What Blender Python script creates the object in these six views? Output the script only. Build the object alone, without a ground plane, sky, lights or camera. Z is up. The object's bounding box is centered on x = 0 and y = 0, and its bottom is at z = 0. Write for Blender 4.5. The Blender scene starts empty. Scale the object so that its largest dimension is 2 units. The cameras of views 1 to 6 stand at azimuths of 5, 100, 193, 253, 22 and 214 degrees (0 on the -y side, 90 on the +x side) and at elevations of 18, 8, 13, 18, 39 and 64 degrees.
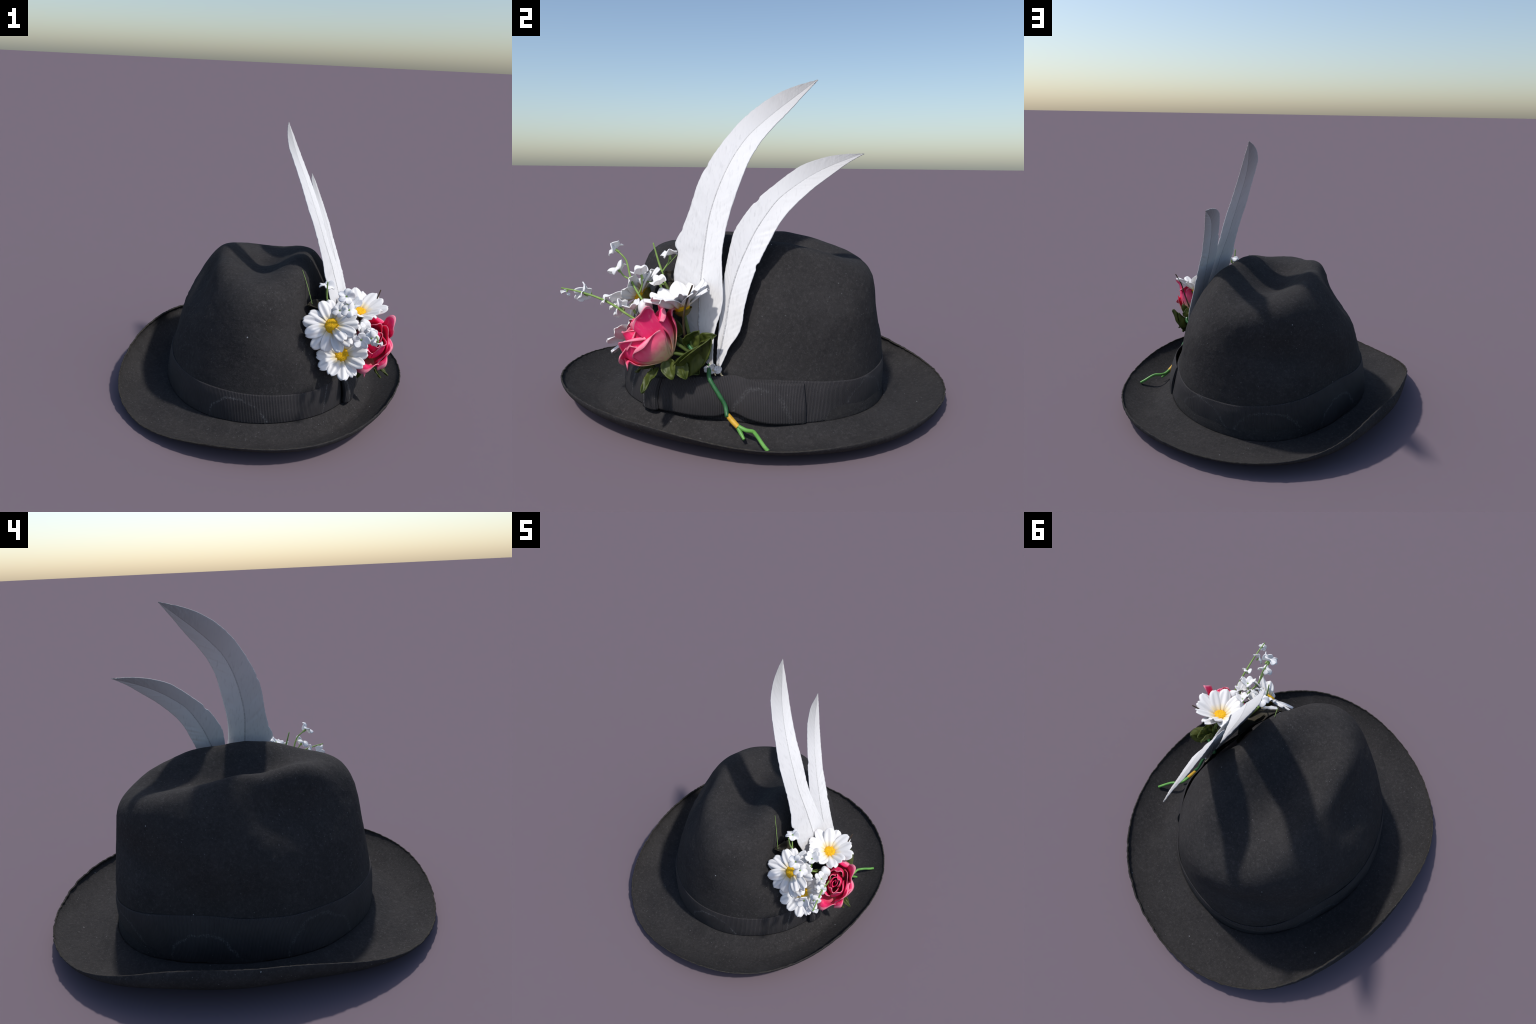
"""A dark felt fedora with a grosgrain band and bow, two curved white feathers and
a small bouquet (three daisies, a rose, forget-me-not sprays, leaves, a tied stem)."""
import bpy, math, random
import numpy as np
from mathutils import Vector, Matrix, noise

random.seed(7)
rng = np.random.default_rng(7)
TAU = 2 * math.pi
SCENE = bpy.context.scene.collection

# ------------------------------------------------------------------ helpers
def harmonic(c, a):
    """Fourier series: mean, then cos/sin pairs."""
    a = np.asarray(a, float)
    out = np.full(a.shape, float(c[0]))
    for i in range(1, len(c)):
        k = (i + 1) // 2
        out = out + c[i] * (np.cos(k * a) if i % 2 else np.sin(k * a))
    return out


def catmull(pts, n):
    """Smooth curve through control points, evenly sampled by arc length."""
    P = np.asarray(pts, float)
    P = np.vstack([2 * P[0] - P[1], P, 2 * P[-1] - P[-2]])
    out = []
    for i in range(1, len(P) - 2):
        t = np.linspace(0, 1, 24, endpoint=False)[:, None]
        a, b, c, d = P[i - 1], P[i], P[i + 1], P[i + 2]
        out.append(0.5 * (2 * b + (c - a) * t + (2 * a - 5 * b + 4 * c - d) * t ** 2 + (3 * b - a - 3 * c + d) * t ** 3))
    out = np.vstack(out + [P[-2][None]])
    s = np.r_[0, np.cumsum(np.linalg.norm(np.diff(out, axis=0), axis=1))]
    q = np.linspace(0, s[-1], n)
    return np.stack([np.interp(q, s, out[:, k]) for k in range(out.shape[1])], 1)


def natural_spline(T, Y, t):
    n = len(T)
    h = np.diff(T)
    A, B = np.eye(n), np.zeros((n, n))
    for i in range(1, n - 1):
        A[i, i - 1:i + 2] = [h[i - 1], 2 * (h[i - 1] + h[i]), h[i]]
        B[i, i - 1:i + 2] = [6 / h[i - 1], -6 / h[i - 1] - 6 / h[i], 6 / h[i]]
    M = np.linalg.solve(A, B @ Y)
    k = np.clip(np.searchsorted(T, t) - 1, 0, n - 2)
    hk, x = h[k][:, None], (t - T[k])[:, None]
    return Y[k] + x * ((Y[k + 1] - Y[k]) / hk - hk * (2 * M[k] + M[k + 1]) / 6) + x ** 2 * M[k] / 2 + x ** 3 * (M[k + 1] - M[k]) / (6 * hk)


def new_object(name, data, parent=None, matrix=None):
    o = bpy.data.objects.new(name, data)
    SCENE.objects.link(o)
    if parent is not None:
        o.parent = parent
    if matrix is not None:
        o.matrix_local = matrix
    return o


def grid_mesh(name, P, mat, close_u=False, close_v=False, smooth=True, flip=False):
    """Mesh from a grid of points P[u, v]."""
    nu, nv = P.shape[:2]
    idx = np.arange(nu * nv).reshape(nu, nv)
    a = idx if close_u else idx[:-1]
    b = np.roll(idx, -1, 0) if close_u else idx[1:]
    if close_v:
        q = np.stack([a, np.roll(a, -1, 1), np.roll(b, -1, 1), b], -1)
    else:
        q = np.stack([a[:, :-1], a[:, 1:], b[:, 1:], b[:, :-1]], -1)
    q = q.reshape(-1, 4)
    if flip:
        q = q[:, ::-1]
    me = bpy.data.meshes.new(name)
    me.from_pydata(P.reshape(-1, 3).tolist(), [], q.tolist())
    me.materials.append(mat)
    me.polygons.foreach_set("use_smooth", [smooth] * len(me.polygons))
    me.update()
    return me


def thicken(o, d, offset=-1.0, even=False):
    m = o.modifiers.new("thickness", "SOLIDIFY")
    m.thickness, m.offset, m.use_even_offset = d, offset, even
    return o


def tube_points(pts, radii, n=40, sides=10):
    C = catmull(pts, n)
    r = np.interp(np.linspace(0, 1, n), np.linspace(0, 1, len(radii)), radii)
    T = np.gradient(C, axis=0)
    T /= np.linalg.norm(T, axis=1)[:, None]
    ref = np.array([0.31, 0.22, 0.93]) if abs(T[:, 2]).mean() < 0.8 else np.array([1, 0.1, 0])
    rings, u = [], np.cross(T[0], ref)
    for i in range(n):
        u = u - T[i] * (u @ T[i])
        u /= np.linalg.norm(u)
        v = np.cross(T[i], u)
        a = np.arange(sides) * TAU / sides
        rings.append(C[i] + r[i] * (np.cos(a)[:, None] * u + np.sin(a)[:, None] * v))
    R = np.array(rings)
    R = np.vstack([np.repeat(C[:1, None], sides, 1), R, np.repeat(C[-1:, None], sides, 1)])
    return R


def tube(name, pts, radii, mat, parent, n=40, sides=10):
    return new_object(name, grid_mesh(name, tube_points(pts, radii, n, sides), mat, close_v=True, flip=True), parent)


def join_grids(name, grids, mat):
    """One mesh out of several closed tubes."""
    V, F, k = [], [], 0
    for P in grids:
        nu, nv = P.shape[:2]
        idx = np.arange(nu * nv).reshape(nu, nv) + k
        a, b = idx[:-1], idx[1:]
        F.append(np.stack([a, b, np.roll(b, -1, 1), np.roll(a, -1, 1)], -1).reshape(-1, 4))
        V.append(P.reshape(-1, 3))
        k += nu * nv
    me = bpy.data.meshes.new(name)
    me.from_pydata(np.vstack(V).tolist(), [], np.vstack(F).tolist())
    me.materials.append(mat)
    me.polygons.foreach_set("use_smooth", [True] * len(me.polygons))
    me.update()
    return me


def frame(origin, z, x=(1, 0, 0), scale=(1, 1, 1)):
    """Matrix whose Z axis is z and whose X axis leans to x."""
    z = Vector(z).normalized()
    x = Vector(x)
    x = (x - z * x.dot(z)).normalized()
    y = z.cross(x)
    M = Matrix((x, y, z)).transposed().to_4x4()
    return Matrix.Translation(Vector(origin)) @ M @ Matrix.Diagonal((*scale, 1))


# ------------------------------------------------------------------ materials
class Nodes:
    def __init__(self, name, rough=0.7, spec=0.3, sheen=0.0):
        self.mat = bpy.data.materials.new(name)
        self.mat.use_nodes = True
        self.t = self.mat.node_tree
        self.b = self.t.nodes["Principled BSDF"]
        self.b.inputs["Roughness"].default_value = rough
        self.b.inputs["Specular IOR Level"].default_value = spec
        self.b.inputs["Sheen Weight"].default_value = sheen
        self.co = self.t.nodes.new("ShaderNodeTexCoord").outputs["Object"]

    def put(self, sock, val):
        if hasattr(val, "is_linked"):
            self.t.links.new(val, sock)
        else:
            sock.default_value = (*val, 1) if isinstance(val, tuple) and len(val) == 3 and sock.type == "RGBA" else val

    def math(self, op, a, b=0.0, c=0.0, clamp=False):
        n = self.t.nodes.new("ShaderNodeMath")
        n.operation, n.use_clamp = op, clamp
        for s, v in zip(n.inputs, (a, b, c)):
            self.put(s, v)
        return n.outputs[0]

    def vmath(self, op, a, b=(0, 0, 0)):
        n = self.t.nodes.new("ShaderNodeVectorMath")
        n.operation = op
        self.put(n.inputs[0], a)
        self.put(n.inputs[1], b)
        return n.outputs["Value"] if op in ("LENGTH", "DISTANCE", "DOT_PRODUCT") else n.outputs[0]

    def mapping(self, scale=(1, 1, 1), rot=(0, 0, 0), vec=None):
        n = self.t.nodes.new("ShaderNodeMapping")
        self.put(n.inputs["Vector"], vec or self.co)
        n.inputs["Scale"].default_value = scale
        n.inputs["Rotation"].default_value = rot
        return n.outputs[0]

    def noise(self, scale, detail=4, rough=0.6, vec=None, dist=0.0):
        n = self.t.nodes.new("ShaderNodeTexNoise")
        self.put(n.inputs["Vector"], vec or self.co)
        n.inputs["Scale"].default_value, n.inputs["Detail"].default_value = scale, detail
        n.inputs["Roughness"].default_value, n.inputs["Distortion"].default_value = rough, dist
        return n.outputs[0]

    def wobble(self, amount, scale=55):
        """Object coordinates shaken by noise, so that spots are not round."""
        n = self.t.nodes.new("ShaderNodeTexNoise")
        self.put(n.inputs["Vector"], self.co)
        n.inputs["Scale"].default_value = scale
        d = self.vmath("MULTIPLY", self.vmath("SUBTRACT", n.outputs[1], (0.5, 0.5, 0.5)), (amount, amount, amount))
        return self.vmath("ADD", self.co, d)

    def voronoi(self, scale, vec=None):
        n = self.t.nodes.new("ShaderNodeTexVoronoi")
        self.put(n.inputs["Vector"], vec or self.co)
        n.inputs["Scale"].default_value = scale
        return n

    def ramp(self, fac, stops):
        n = self.t.nodes.new("ShaderNodeValToRGB")
        self.put(n.inputs[0], fac)
        e = n.color_ramp.elements
        while len(e) < len(stops):
            e.new(0.5)
        for k, (p, c) in zip(e, stops):
            k.position = p
            k.color = (*c, 1) if isinstance(c, tuple) else (c, c, c, 1)
        return n.outputs[0]

    def step(self, v, lo, hi):
        n = self.t.nodes.new("ShaderNodeMapRange")
        n.interpolation_type = "SMOOTHSTEP"
        self.put(n.inputs[0], v)
        n.inputs[1].default_value, n.inputs[2].default_value = lo, hi
        return n.outputs[0]

    def mix(self, f, a, b, mode="MIX"):
        n = self.t.nodes.new("ShaderNodeMix")
        n.data_type, n.blend_type = "RGBA", mode
        self.put(n.inputs[0], f)
        self.put(n.inputs[6], a)
        self.put(n.inputs[7], b)
        return n.outputs[2]

    def bump(self, h, strength=0.3, dist=0.01):
        n = self.t.nodes.new("ShaderNodeBump")
        n.inputs["Strength"].default_value, n.inputs["Distance"].default_value = strength, dist
        self.put(n.inputs["Height"], h)
        self.t.links.new(n.outputs[0], self.b.inputs["Normal"])

    def xyz(self, vec=None):
        n = self.t.nodes.new("ShaderNodeSeparateXYZ")
        self.put(n.inputs[0], vec or self.co)
        return n.outputs

    def colour(self, c):
        self.put(self.b.inputs["Base Color"], c)
        return self.mat


def felt_material(name="felt"):
    m = Nodes(name, rough=0.92, spec=0.10)
    base = m.ramp(m.noise(6, 5), [(0.3, (0.028, 0.0266, 0.0272)), (0.7, (0.038, 0.0359, 0.0363))])
    mottle = m.noise(62, 4, 0.65, dist=0.5)
    c = m.mix(m.math("MULTIPLY", m.step(mottle, 0.5, 0.74), 0.55), base, (0.064, 0.0608, 0.0615))
    c = m.mix(m.math("MULTIPLY", m.step(mottle, 0.48, 0.28), 0.6), c, (0.021, 0.0205, 0.0215))
    fibre = m.noise(230, 3, 0.7, dist=0.6)
    c = m.mix(m.math("MULTIPLY", m.step(fibre, 0.55, 0.8), 0.6), c, (0.11, 0.106, 0.107))
    # pale lint, sparse, gathered in patches
    wob = m.wobble(0.010)
    v = m.voronoi(75, wob)
    fleck = m.math("MULTIPLY", m.step(v.outputs["Distance"], 0.26, 0.08), m.step(m.xyz(v.outputs["Color"])[0], 0.80, 0.92))
    fleck = m.math("MULTIPLY", fleck, m.step(m.noise(4.5, 3), 0.42, 0.62))
    c = m.mix(m.math("MULTIPLY", fleck, 0.62), c, (0.17, 0.17, 0.178))
    w = m.voronoi(21, wob)
    dot = m.math("MULTIPLY", m.step(w.outputs["Distance"], 0.085, 0.045), m.step(m.xyz(w.outputs["Color"])[1], 0.945, 0.95))
    c = m.mix(m.math("MULTIPLY", dot, 0.75), c, (0.40, 0.41, 0.43))
    # faint greyish dust bloom
    c = m.mix(m.math("MULTIPLY", m.step(m.noise(3.1, 5, 0.7), 0.55, 0.8), 0.3), c, (0.062, 0.061, 0.062))
    m.bump(m.math("ADD", m.math("MULTIPLY", fibre, 0.4), mottle), 0.4, 0.006)
    return m.colour(c)


def ribbon_material(centre):
    m = Nodes("grosgrain", rough=0.75, spec=0.25)
    p = m.vmath("SUBTRACT", m.co, (centre[0], centre[1], 0))
    x, y, z = m.xyz(p)
    ang = m.math("ARCTAN2", y, x)
    rib = m.math("SINE", m.math("MULTIPLY", ang, 560.0))
    weave = m.math("SINE", m.math("MULTIPLY", z, 1500.0))
    c = m.ramp(m.noise(9, 5), [(0.3, (0.027, 0.0255, 0.027)), (0.75, (0.038, 0.0353, 0.037))])
    c = m.mix(m.step(rib, -0.2, 1.0), c, m.mix(1.0, c, (1.5, 1.47, 1.5), "MULTIPLY"))
    # chalky tide lines: arcs in (angle, height)
    grain = m.noise(160, 3, 0.8)
    wob = m.math("MULTIPLY", m.math("SUBTRACT", m.noise(14, 3), 0.5), 0.35)
    total = 0.0
    for (a0, z0, ra, rz, thick, power) in ((-1.62, 0.05, 0.22, 0.135, 0.07, 1.0), (-0.80, 0.05, 0.13, 0.26, 0.08, 1.0), (1.05, 0.01, 0.3, 0.18, 0.05, 0.5),
                                           (0.12, 0.05, 0.20, 0.17, 0.10, 0.35), (2.6, 0.03, 0.3, 0.15, 0.06, 0.6), (1.75, 0.03, 0.32, 0.15, 0.06, 0.55), (3.6, 0.02, 0.3, 0.18, 0.06, 0.4)):
        a0 = math.atan2(math.sin(a0), math.cos(a0))
        u = m.math("DIVIDE", m.math("SUBTRACT", ang, a0), ra)
        w = m.math("DIVIDE", m.math("SUBTRACT", z, z0), rz)
        d = m.math("ADD", m.math("SQRT", m.math("ADD", m.math("MULTIPLY", u, u), m.math("MULTIPLY", w, w))), wob)
        line = m.step(m.math("ABSOLUTE", m.math("SUBTRACT", d, 1.0)), thick, thick * 0.2)
        line = m.math("MULTIPLY", line, power)
        total = line if isinstance(total, float) else m.math("MAXIMUM", total, line)
    chalk = m.math("MULTIPLY", total, m.math("MULTIPLY", m.step(grain, 0.44, 0.7), m.step(m.noise(8, 2), 0.25, 0.45)))
    c = m.mix(chalk, c, (0.20, 0.20, 0.205))
    v = m.voronoi(70)
    lint = m.math("MULTIPLY", m.step(v.outputs["Distance"], 0.2, 0.1), m.step(m.xyz(v.outputs["Color"])[0], 0.95, 0.97))
    c = m.mix(m.math("MULTIPLY", lint, 0.5), c, (0.15, 0.15, 0.15))
    m.bump(m.math("ADD", rib, m.math("MULTIPLY", weave, 0.25)), 0.5, 0.0025)
    return m.colour(c)


def feather_material(name, base, tip):
    """Object origin lies at the feather's tip."""
    m = Nodes(name, rough=0.6, spec=0.25)
    d = m.vmath("LENGTH", m.co)
    streak = m.noise(30, 5, 0.65, vec=m.mapping((1.0, 3.4, 0.7), (0.75, 0, 0)), dist=0.4)
    c = m.mix(m.step(m.math("ADD", d, m.math("MULTIPLY", streak, 0.1)), -0.02, 0.62), tip, base)
    c = m.mix(m.math("MULTIPLY", m.step(streak, 0.5, 0.72), 0.45), c, tuple(0.72 * x for x in base))
    c = m.mix(m.math("MULTIPLY", m.step(m.noise(13, 4, vec=m.mapping((1, 2.6, 0.6), (0.75, 0, 0))), 0.62, 0.72), 0.35), c, tuple(0.62 * x for x in base))
    blotch = m.noise(5.5, 4)
    c = m.mix(m.math("MULTIPLY", m.step(blotch, 0.55, 0.75), 0.18), c, (0.55, 0.56, 0.58))
    m.bump(streak, 0.25, 0.004)
    return m.colour(c)


def daisy_petal_material():
    m = Nodes("daisy_petal", rough=0.55, spec=0.3)
    x, y, z = m.xyz()
    n = m.noise(30, 4, vec=m.mapping((0.4, 3, 1)))
    r = m.math("ADD", x, m.math("MULTIPLY", m.math("SUBTRACT", n, 0.5), 0.03))
    c = m.ramp(m.math("DIVIDE", r, 0.16), [(0.18, (0.66, 0.40, 0.12)), (0.30, (0.80, 0.68, 0.42)), (0.50, (0.83, 0.815, 0.805))])
    c = m.mix(m.math("MULTIPLY", m.step(n, 0.55, 0.8), 0.25), c, (0.66, 0.66, 0.74))
    m.bump(n, 0.3, 0.004)
    return m.colour(c)


def plain(name, lo, hi, scale=20, rough=0.6, spec=0.3, bump=0.3, stretch=(1, 1, 1)):
    m = Nodes(name, rough=rough, spec=spec)
    n = m.noise(scale, 5, 0.6, vec=m.mapping(stretch))
    m.bump(n, bump, 0.005)
    return m.colour(m.ramp(n, [(0.3, lo), (0.7, hi)]))


def rose_material():
    """Object origin at the rose's base, z along its axis: cream base, pink above."""
    m = Nodes("rose_petal", rough=0.5, spec=0.3)
    x, y, z = m.xyz()
    vein = m.noise(22, 4, 0.6, vec=m.mapping((2.2, 2.2, 0.5)), dist=0.3)
    h = m.math("ADD", z, m.math("MULTIPLY", m.math("SUBTRACT", m.noise(9, 3), 0.5), 0.09))
    c = m.ramp(m.math("DIVIDE", h, 0.28), [(0.05, (0.72, 0.52, 0.28)), (0.17, (0.86, 0.50, 0.34)), (0.27, (0.88, 0.14, 0.24)), (0.45, (0.88, 0.030, 0.155))])
    c = m.mix(m.math("MULTIPLY", m.step(vein, 0.48, 0.75), 0.5), c, (0.88, 0.20, 0.29))
    c = m.mix(m.math("MULTIPLY", m.step(vein, 0.42, 0.25), 0.25), c, (0.74, 0.016, 0.10))
    m.bump(vein, 0.25, 0.004)
    return m.colour(c)


def disc_material():
    m = Nodes("daisy_disc", rough=0.7, spec=0.2)
    v = m.voronoi(150)
    c = m.mix(v.outputs["Distance"], (0.88, 0.55, 0.012), (0.72, 0.34, 0.01))
    m.bump(v.outputs["Distance"], 0.6, 0.004)
    return m.colour(c)


# ------------------------------------------------------------------ hat outline
CENTRE = np.array([-0.06, 0.08])          # middle of the crown's plan
# plan radius and height of the brim edge, of the brim's root and of the band's top, by angle
EDGE_R = [0.9277, 0.0563, -0.0767, -0.0669, 0.0176, 0.0133, 0.0007, -0.003, 0.013, 0.0026, 0.0023, 0.0018, -0.0037, -0.001, 0.0003, -0.0005, -0.0008, 0.0003, 0.0012]
EDGE_Z = [0.1073, -0.0231, 0.0026, 0.0252, -0.0327, -0.0205, 0.0125, 0.0044, -0.0037, 0.0001, -0.0066, -0.0034, 0.0012, 0.001, -0.002, 0.0008, 0.0001, -0.0013, -0.0007]
ROOT_R = [0.6351, 0.053, -0.0691, -0.0439, 0.0005, -0.0044, 0.0028, 0.001, 0.0037, -0.0055, 0.0031, 0.0012, -0.0004]
ROOT_Z = [0.0404, 0.0134, -0.0108, 0.0102, -0.003, -0.0023, 0.0031]
BAND_Z = [0.2316, -0.0085, 0.0018, 0.0149, -0.0113, 0.0092, 0.0063]
# crown: distance of the surface from CORE, one ring per elevation (degrees), each a Fourier series of the azimuth
CORE = np.array([-0.03, 0.09, 0.25])
RINGS = ((-24, [0.678, 0.0232, -0.0903, -0.0389, 0.0052, 0.0008, 0.0051, 0.001, 0.0093, -0.0011, 0.0037, -0.0007, 0.0046]),
          (-6, [0.6244, 0.0141, -0.0828, -0.0518, -0.0013, 0.0029, 0.0021, -0.0015, 0.0037, -0.0044, -0.0007, 0.0022, -0.0002]),
          (10, [0.5933, 0.0051, -0.0685, -0.0639, 0.0104, 0.0014, 0.0117, 0.0054, 0.0038, -0.0004, -0.0011, 0.0026, -0.0003]),
          (26, [0.5956, -0.0066, -0.0496, -0.0692, 0.0221, -0.0035, 0.0359, 0.0211, -0.0053, 0.0065, -0.0039, -0.0021, 0.0025]),
          (40, [0.6211, -0.0002, -0.0273, -0.0819, 0.0007, 0.0025, 0.0367, 0.0237, -0.0028, 0.0032, -0.0014, 0.0031, -0.0008]),
          (51, [0.6302, 0.0067, -0.026, -0.0419, -0.0054, 0.0009, 0.0209, -0.0122, -0.0038, 0.0002, 0.0115, 0.0162, -0.0021]),
          (60, [0.6148, 0.0066, -0.0251, 0.0257, -0.0028, -0.004, 0.0065, -0.0256, 0.0014, 0.0003, 0.0099, 0.0082, -0.0006]),
          (68, [0.5732, 0.0164, -0.0167, 0.0546, -0.0098, -0.0118, -0.0093, -0.0095, 0.0039, -0.0023, 0.005, 0.0031, -0.0001]),
          (75, [0.5144, 0.0084, -0.0242, 0.0244, -0.0036, -0.0039, -0.0114, -0.0031, 0.0015, -0.001, 0.0024]),
          (82, [0.476, -0.0158, -0.0371, -0.0012, 0.0092, 0.0046, -0.0042, -0.0008, 0.0011]),
          (90, [0.4598]))
RIDGE_ELEVATION = [1.055, 0.0161, 0.0027, 0.1397, -0.0082, -0.0137, -0.0205, -0.0346, 0.0007, -0.0064, 0.001]          # elevation of the rounded rim round the dent (radians), by azimuth
# the teardrop dent in the crown's top: places on its slopes and floor (x, y, z)
DENT = [(-0.167, 0.494, 0.732), (-0.161, -0.229, 0.794), (0.041, -0.412, 0.786), (-0.217, -0.322, 0.804), (-0.138, -0.316, 0.786), (-0.041, -0.398, 0.76), (-0.158, -0.04, 0.765), (-0.02, 0.095, 0.707), (0.047, 0.067, 0.735), (-0.11, 0.46, 0.723), (-0.083, 0.386, 0.722), (-0.025, 0.293, 0.721), (-0.021, -0.136, 0.733), (0.088, -0.179, 0.806), (-0.204, 0.224, 0.765), (-0.087, -0.101, 0.728), (0.154, 0.027, 0.819), (0.116, 0.041, 0.789), (-0.136, 0.163, 0.728), (-0.255, 0.28, 0.802), (0.169, 0.324, 0.781), (0.09, 0.39, 0.743), (0.22, 0.281, 0.798), (0.019, 0.457, 0.717), (0.155, 0.124, 0.798), (0.116, 0.152, 0.772), (0.07, 0.185, 0.737), (0.021, 0.237, 0.724), (0.138, -0.197, 0.828), (-0.081, 0.124, 0.694), (-0.196, -0.009, 0.776), (0.035, -0.161, 0.759)]


def thin_plate(A, z, stiffness):
    """Smooth height surface through scattered points."""
    n = len(A)
    d = np.linalg.norm(A[:, None] - A[None], axis=2)
    M = np.zeros((n + 3, n + 3))
    M[:n, :n] = d * d * np.log(d + 1e-9) + stiffness * np.eye(n)
    M[:n, n], M[:n, n + 1:], M[n, :n], M[n + 1:, :n] = 1, A, 1, A.T
    c = np.linalg.solve(M, np.r_[z, 0, 0, 0])

    def height(B):
        q = np.linalg.norm(B[:, None] - A[None], axis=2)
        return (q * q * np.log(q + 1e-9)) @ c[:n] + c[n] + B @ c[n + 1:]
    return height


RING_E = np.radians([e for e, c in RINGS])


def crown_rho(az, el):
    """Distance from CORE to the crown's wall (before the dent is pressed in)."""
    az, el = np.broadcast_arrays(az, el)
    w = natural_spline(RING_E, np.eye(len(RING_E)), np.clip(el.ravel(), RING_E[0], RING_E[-1]))
    rho = np.stack([harmonic(c, az.ravel()) for e, c in RINGS], 1)
    return (w * rho).sum(1).reshape(az.shape)


def spherical(az, el, rho):
    return CORE + np.stack([rho * np.cos(el) * np.cos(az), rho * np.cos(el) * np.sin(az), rho * np.sin(el)], -1)


_a = np.arange(32) * TAU / 32
_rim = np.concatenate([spherical(_a, harmonic(RIDGE_ELEVATION, _a) - d, crown_rho(_a, harmonic(RIDGE_ELEVATION, _a) - d)) for d in (0.02, 0.09)])
_pts = np.vstack([np.array(DENT), _rim])
dent_height = thin_plate(_pts[:, :2], _pts[:, 2], 0.003)


def crown_points(az, el):
    """Points of the crown with its dent; az, el are arrays of the same shape."""
    P = spherical(az, el, crown_rho(az, el))
    H = dent_height(P[..., :2].reshape(-1, 2)).reshape(az.shape)
    k = np.clip((el - harmonic(RIDGE_ELEVATION, az) + 0.06) / 0.20, 0, 1)
    k = k * k * (3 - 2 * k)
    P[..., 2] += (H - P[..., 2]) * k
    return P


def polar(r, a, z):
    return np.stack([CENTRE[0] + r * np.cos(a), CENTRE[1] + r * np.sin(a), z], -1)


def side_radius(a, z, off):
    """Plan radius about CENTRE of the crown's side at height z, plus an offset."""
    a = np.atleast_1d(a).astype(float)
    z = np.broadcast_to(z, a.shape)
    lo, hi = np.full(a.shape, 0.15), np.full(a.shape, 0.95)
    for _ in range(22):
        mid = 0.5 * (lo + hi)
        d = polar(mid, a, z) - CORE
        rho = np.linalg.norm(d, axis=-1)
        inside = rho < crown_rho(np.arctan2(d[:, 1], d[:, 0]), np.arcsin(d[:, 2] / rho))
        lo, hi = np.where(inside, mid, lo), np.where(inside, hi, mid)
    return 0.5 * (lo + hi) + off


# ------------------------------------------------------------------ hat
hat = bpy.data.objects.new("fedora_hat", None)
SCENE.objects.link(hat)
hat.empty_display_size = 0.2
hat["label"] = "black felt fedora with white feathers, daisies and pink rose"
hat["category"] = "decorated hat"

FELT = felt_material()
RIBBON = ribbon_material(CENTRE)

# crown
a = np.arange(384) * TAU / 384
foot = polar(harmonic(ROOT_R, a) - 0.004, a, harmonic(ROOT_Z, a) - 0.003) - CORE
foot_az, foot_el = np.arctan2(foot[:, 1], foot[:, 0]), np.arcsin(foot[:, 2] / np.linalg.norm(foot, axis=1))
t = np.linspace(0, 0.9985, 170)
el = foot_el + (math.pi / 2 - foot_el) * t[:, None]
P = crown_points(np.broadcast_to(foot_az, el.shape), el)
to_foot = np.clip(1 - t / 0.07, 0, 1)[:, None, None]        # the wall ends exactly on the brim's root
P += (CORE + foot - P[0])[None] * to_foot
for _ in range(40):                      # iron the shoulder and the ridge smooth
    m = (np.clip((t - 0.42) / 0.12, 0, 1) * np.clip((0.985 - t) / 0.06, 0, 1))[1:-1, None, None] * 0.5
    avg = 0.25 * (P[:-2] + P[2:] + np.roll(P, 1, 1)[1:-1] + np.roll(P, -1, 1)[1:-1])
    P[1:-1] += m * (avg - P[1:-1])
N = np.cross(np.gradient(P, axis=0), (np.roll(P, -1, 1) - np.roll(P, 1, 1)))
N /= -np.linalg.norm(N, axis=2)[..., None] + 1e-12
N *= np.sign((N * (P - np.array([*CENTRE, 0.3]))).sum(2).mean() + 1e-9)
for i in range(P.shape[0]):
    for j in range(P.shape[1]):
        p = P[i, j]
        d = 0.004 * noise.noise(Vector(p) * 6.0) + 0.0016 * noise.noise(Vector(p) * 21.0 + Vector((3, 1, 7)))
        pit = noise.noise(Vector(p) * 30.0 + Vector((9, 4, 2)))
        if pit > 0.35 and 0.22 < t[i] < 0.6:
            d += 0.006 * (pit - 0.35)
        P[i, j] = p + N[i, j] * d * min(1, t[i] * 4) * min(1, (1 - t[i]) * 8)
crown = new_object("crown", grid_mesh("crown", P, FELT, close_v=True), hat)
thicken(crown, 0.010, -1)

# brim: flat shelf that curls up to a ragged raw edge; height of the shelf, where the curl starts and how far it bellies out, by angle
SHELF_Z = [0.0057, -0.0005, -0.0003, 0.0008, -0.0002]
CURL_START = [-1.246, -0.1008, -0.1686, -0.377, 1.649]
BELLY = [0.0352, 0.0108, 0.0156, 0.009, -0.0162, -0.0036, 0.0123]
a = np.arange(720) * TAU / 720
S = np.r_[np.linspace(0, 0.3, 12)[:-1], np.linspace(0.3, 1, 60)][:, None]
rr, rz = harmonic(ROOT_R, a) - 0.004, harmonic(ROOT_Z, a)
er, ez = harmonic(EDGE_R, a), harmonic(EDGE_Z, a)
shelf = np.maximum(harmonic(SHELF_Z, a), 0.0050)
jag = np.array([0.0035 * noise.noise(Vector((math.cos(x) * 22, math.sin(x) * 22, 1))) + 0.0035 * noise.noise(Vector((math.cos(x) * 60, math.sin(x) * 60, 5))) for x in a])
s0 = 0.66 + 0.17 * np.tanh(harmonic(CURL_START, a))
k = np.clip((S - s0) / (1 - s0), 0, 1)
turn = np.degrees(a)
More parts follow.
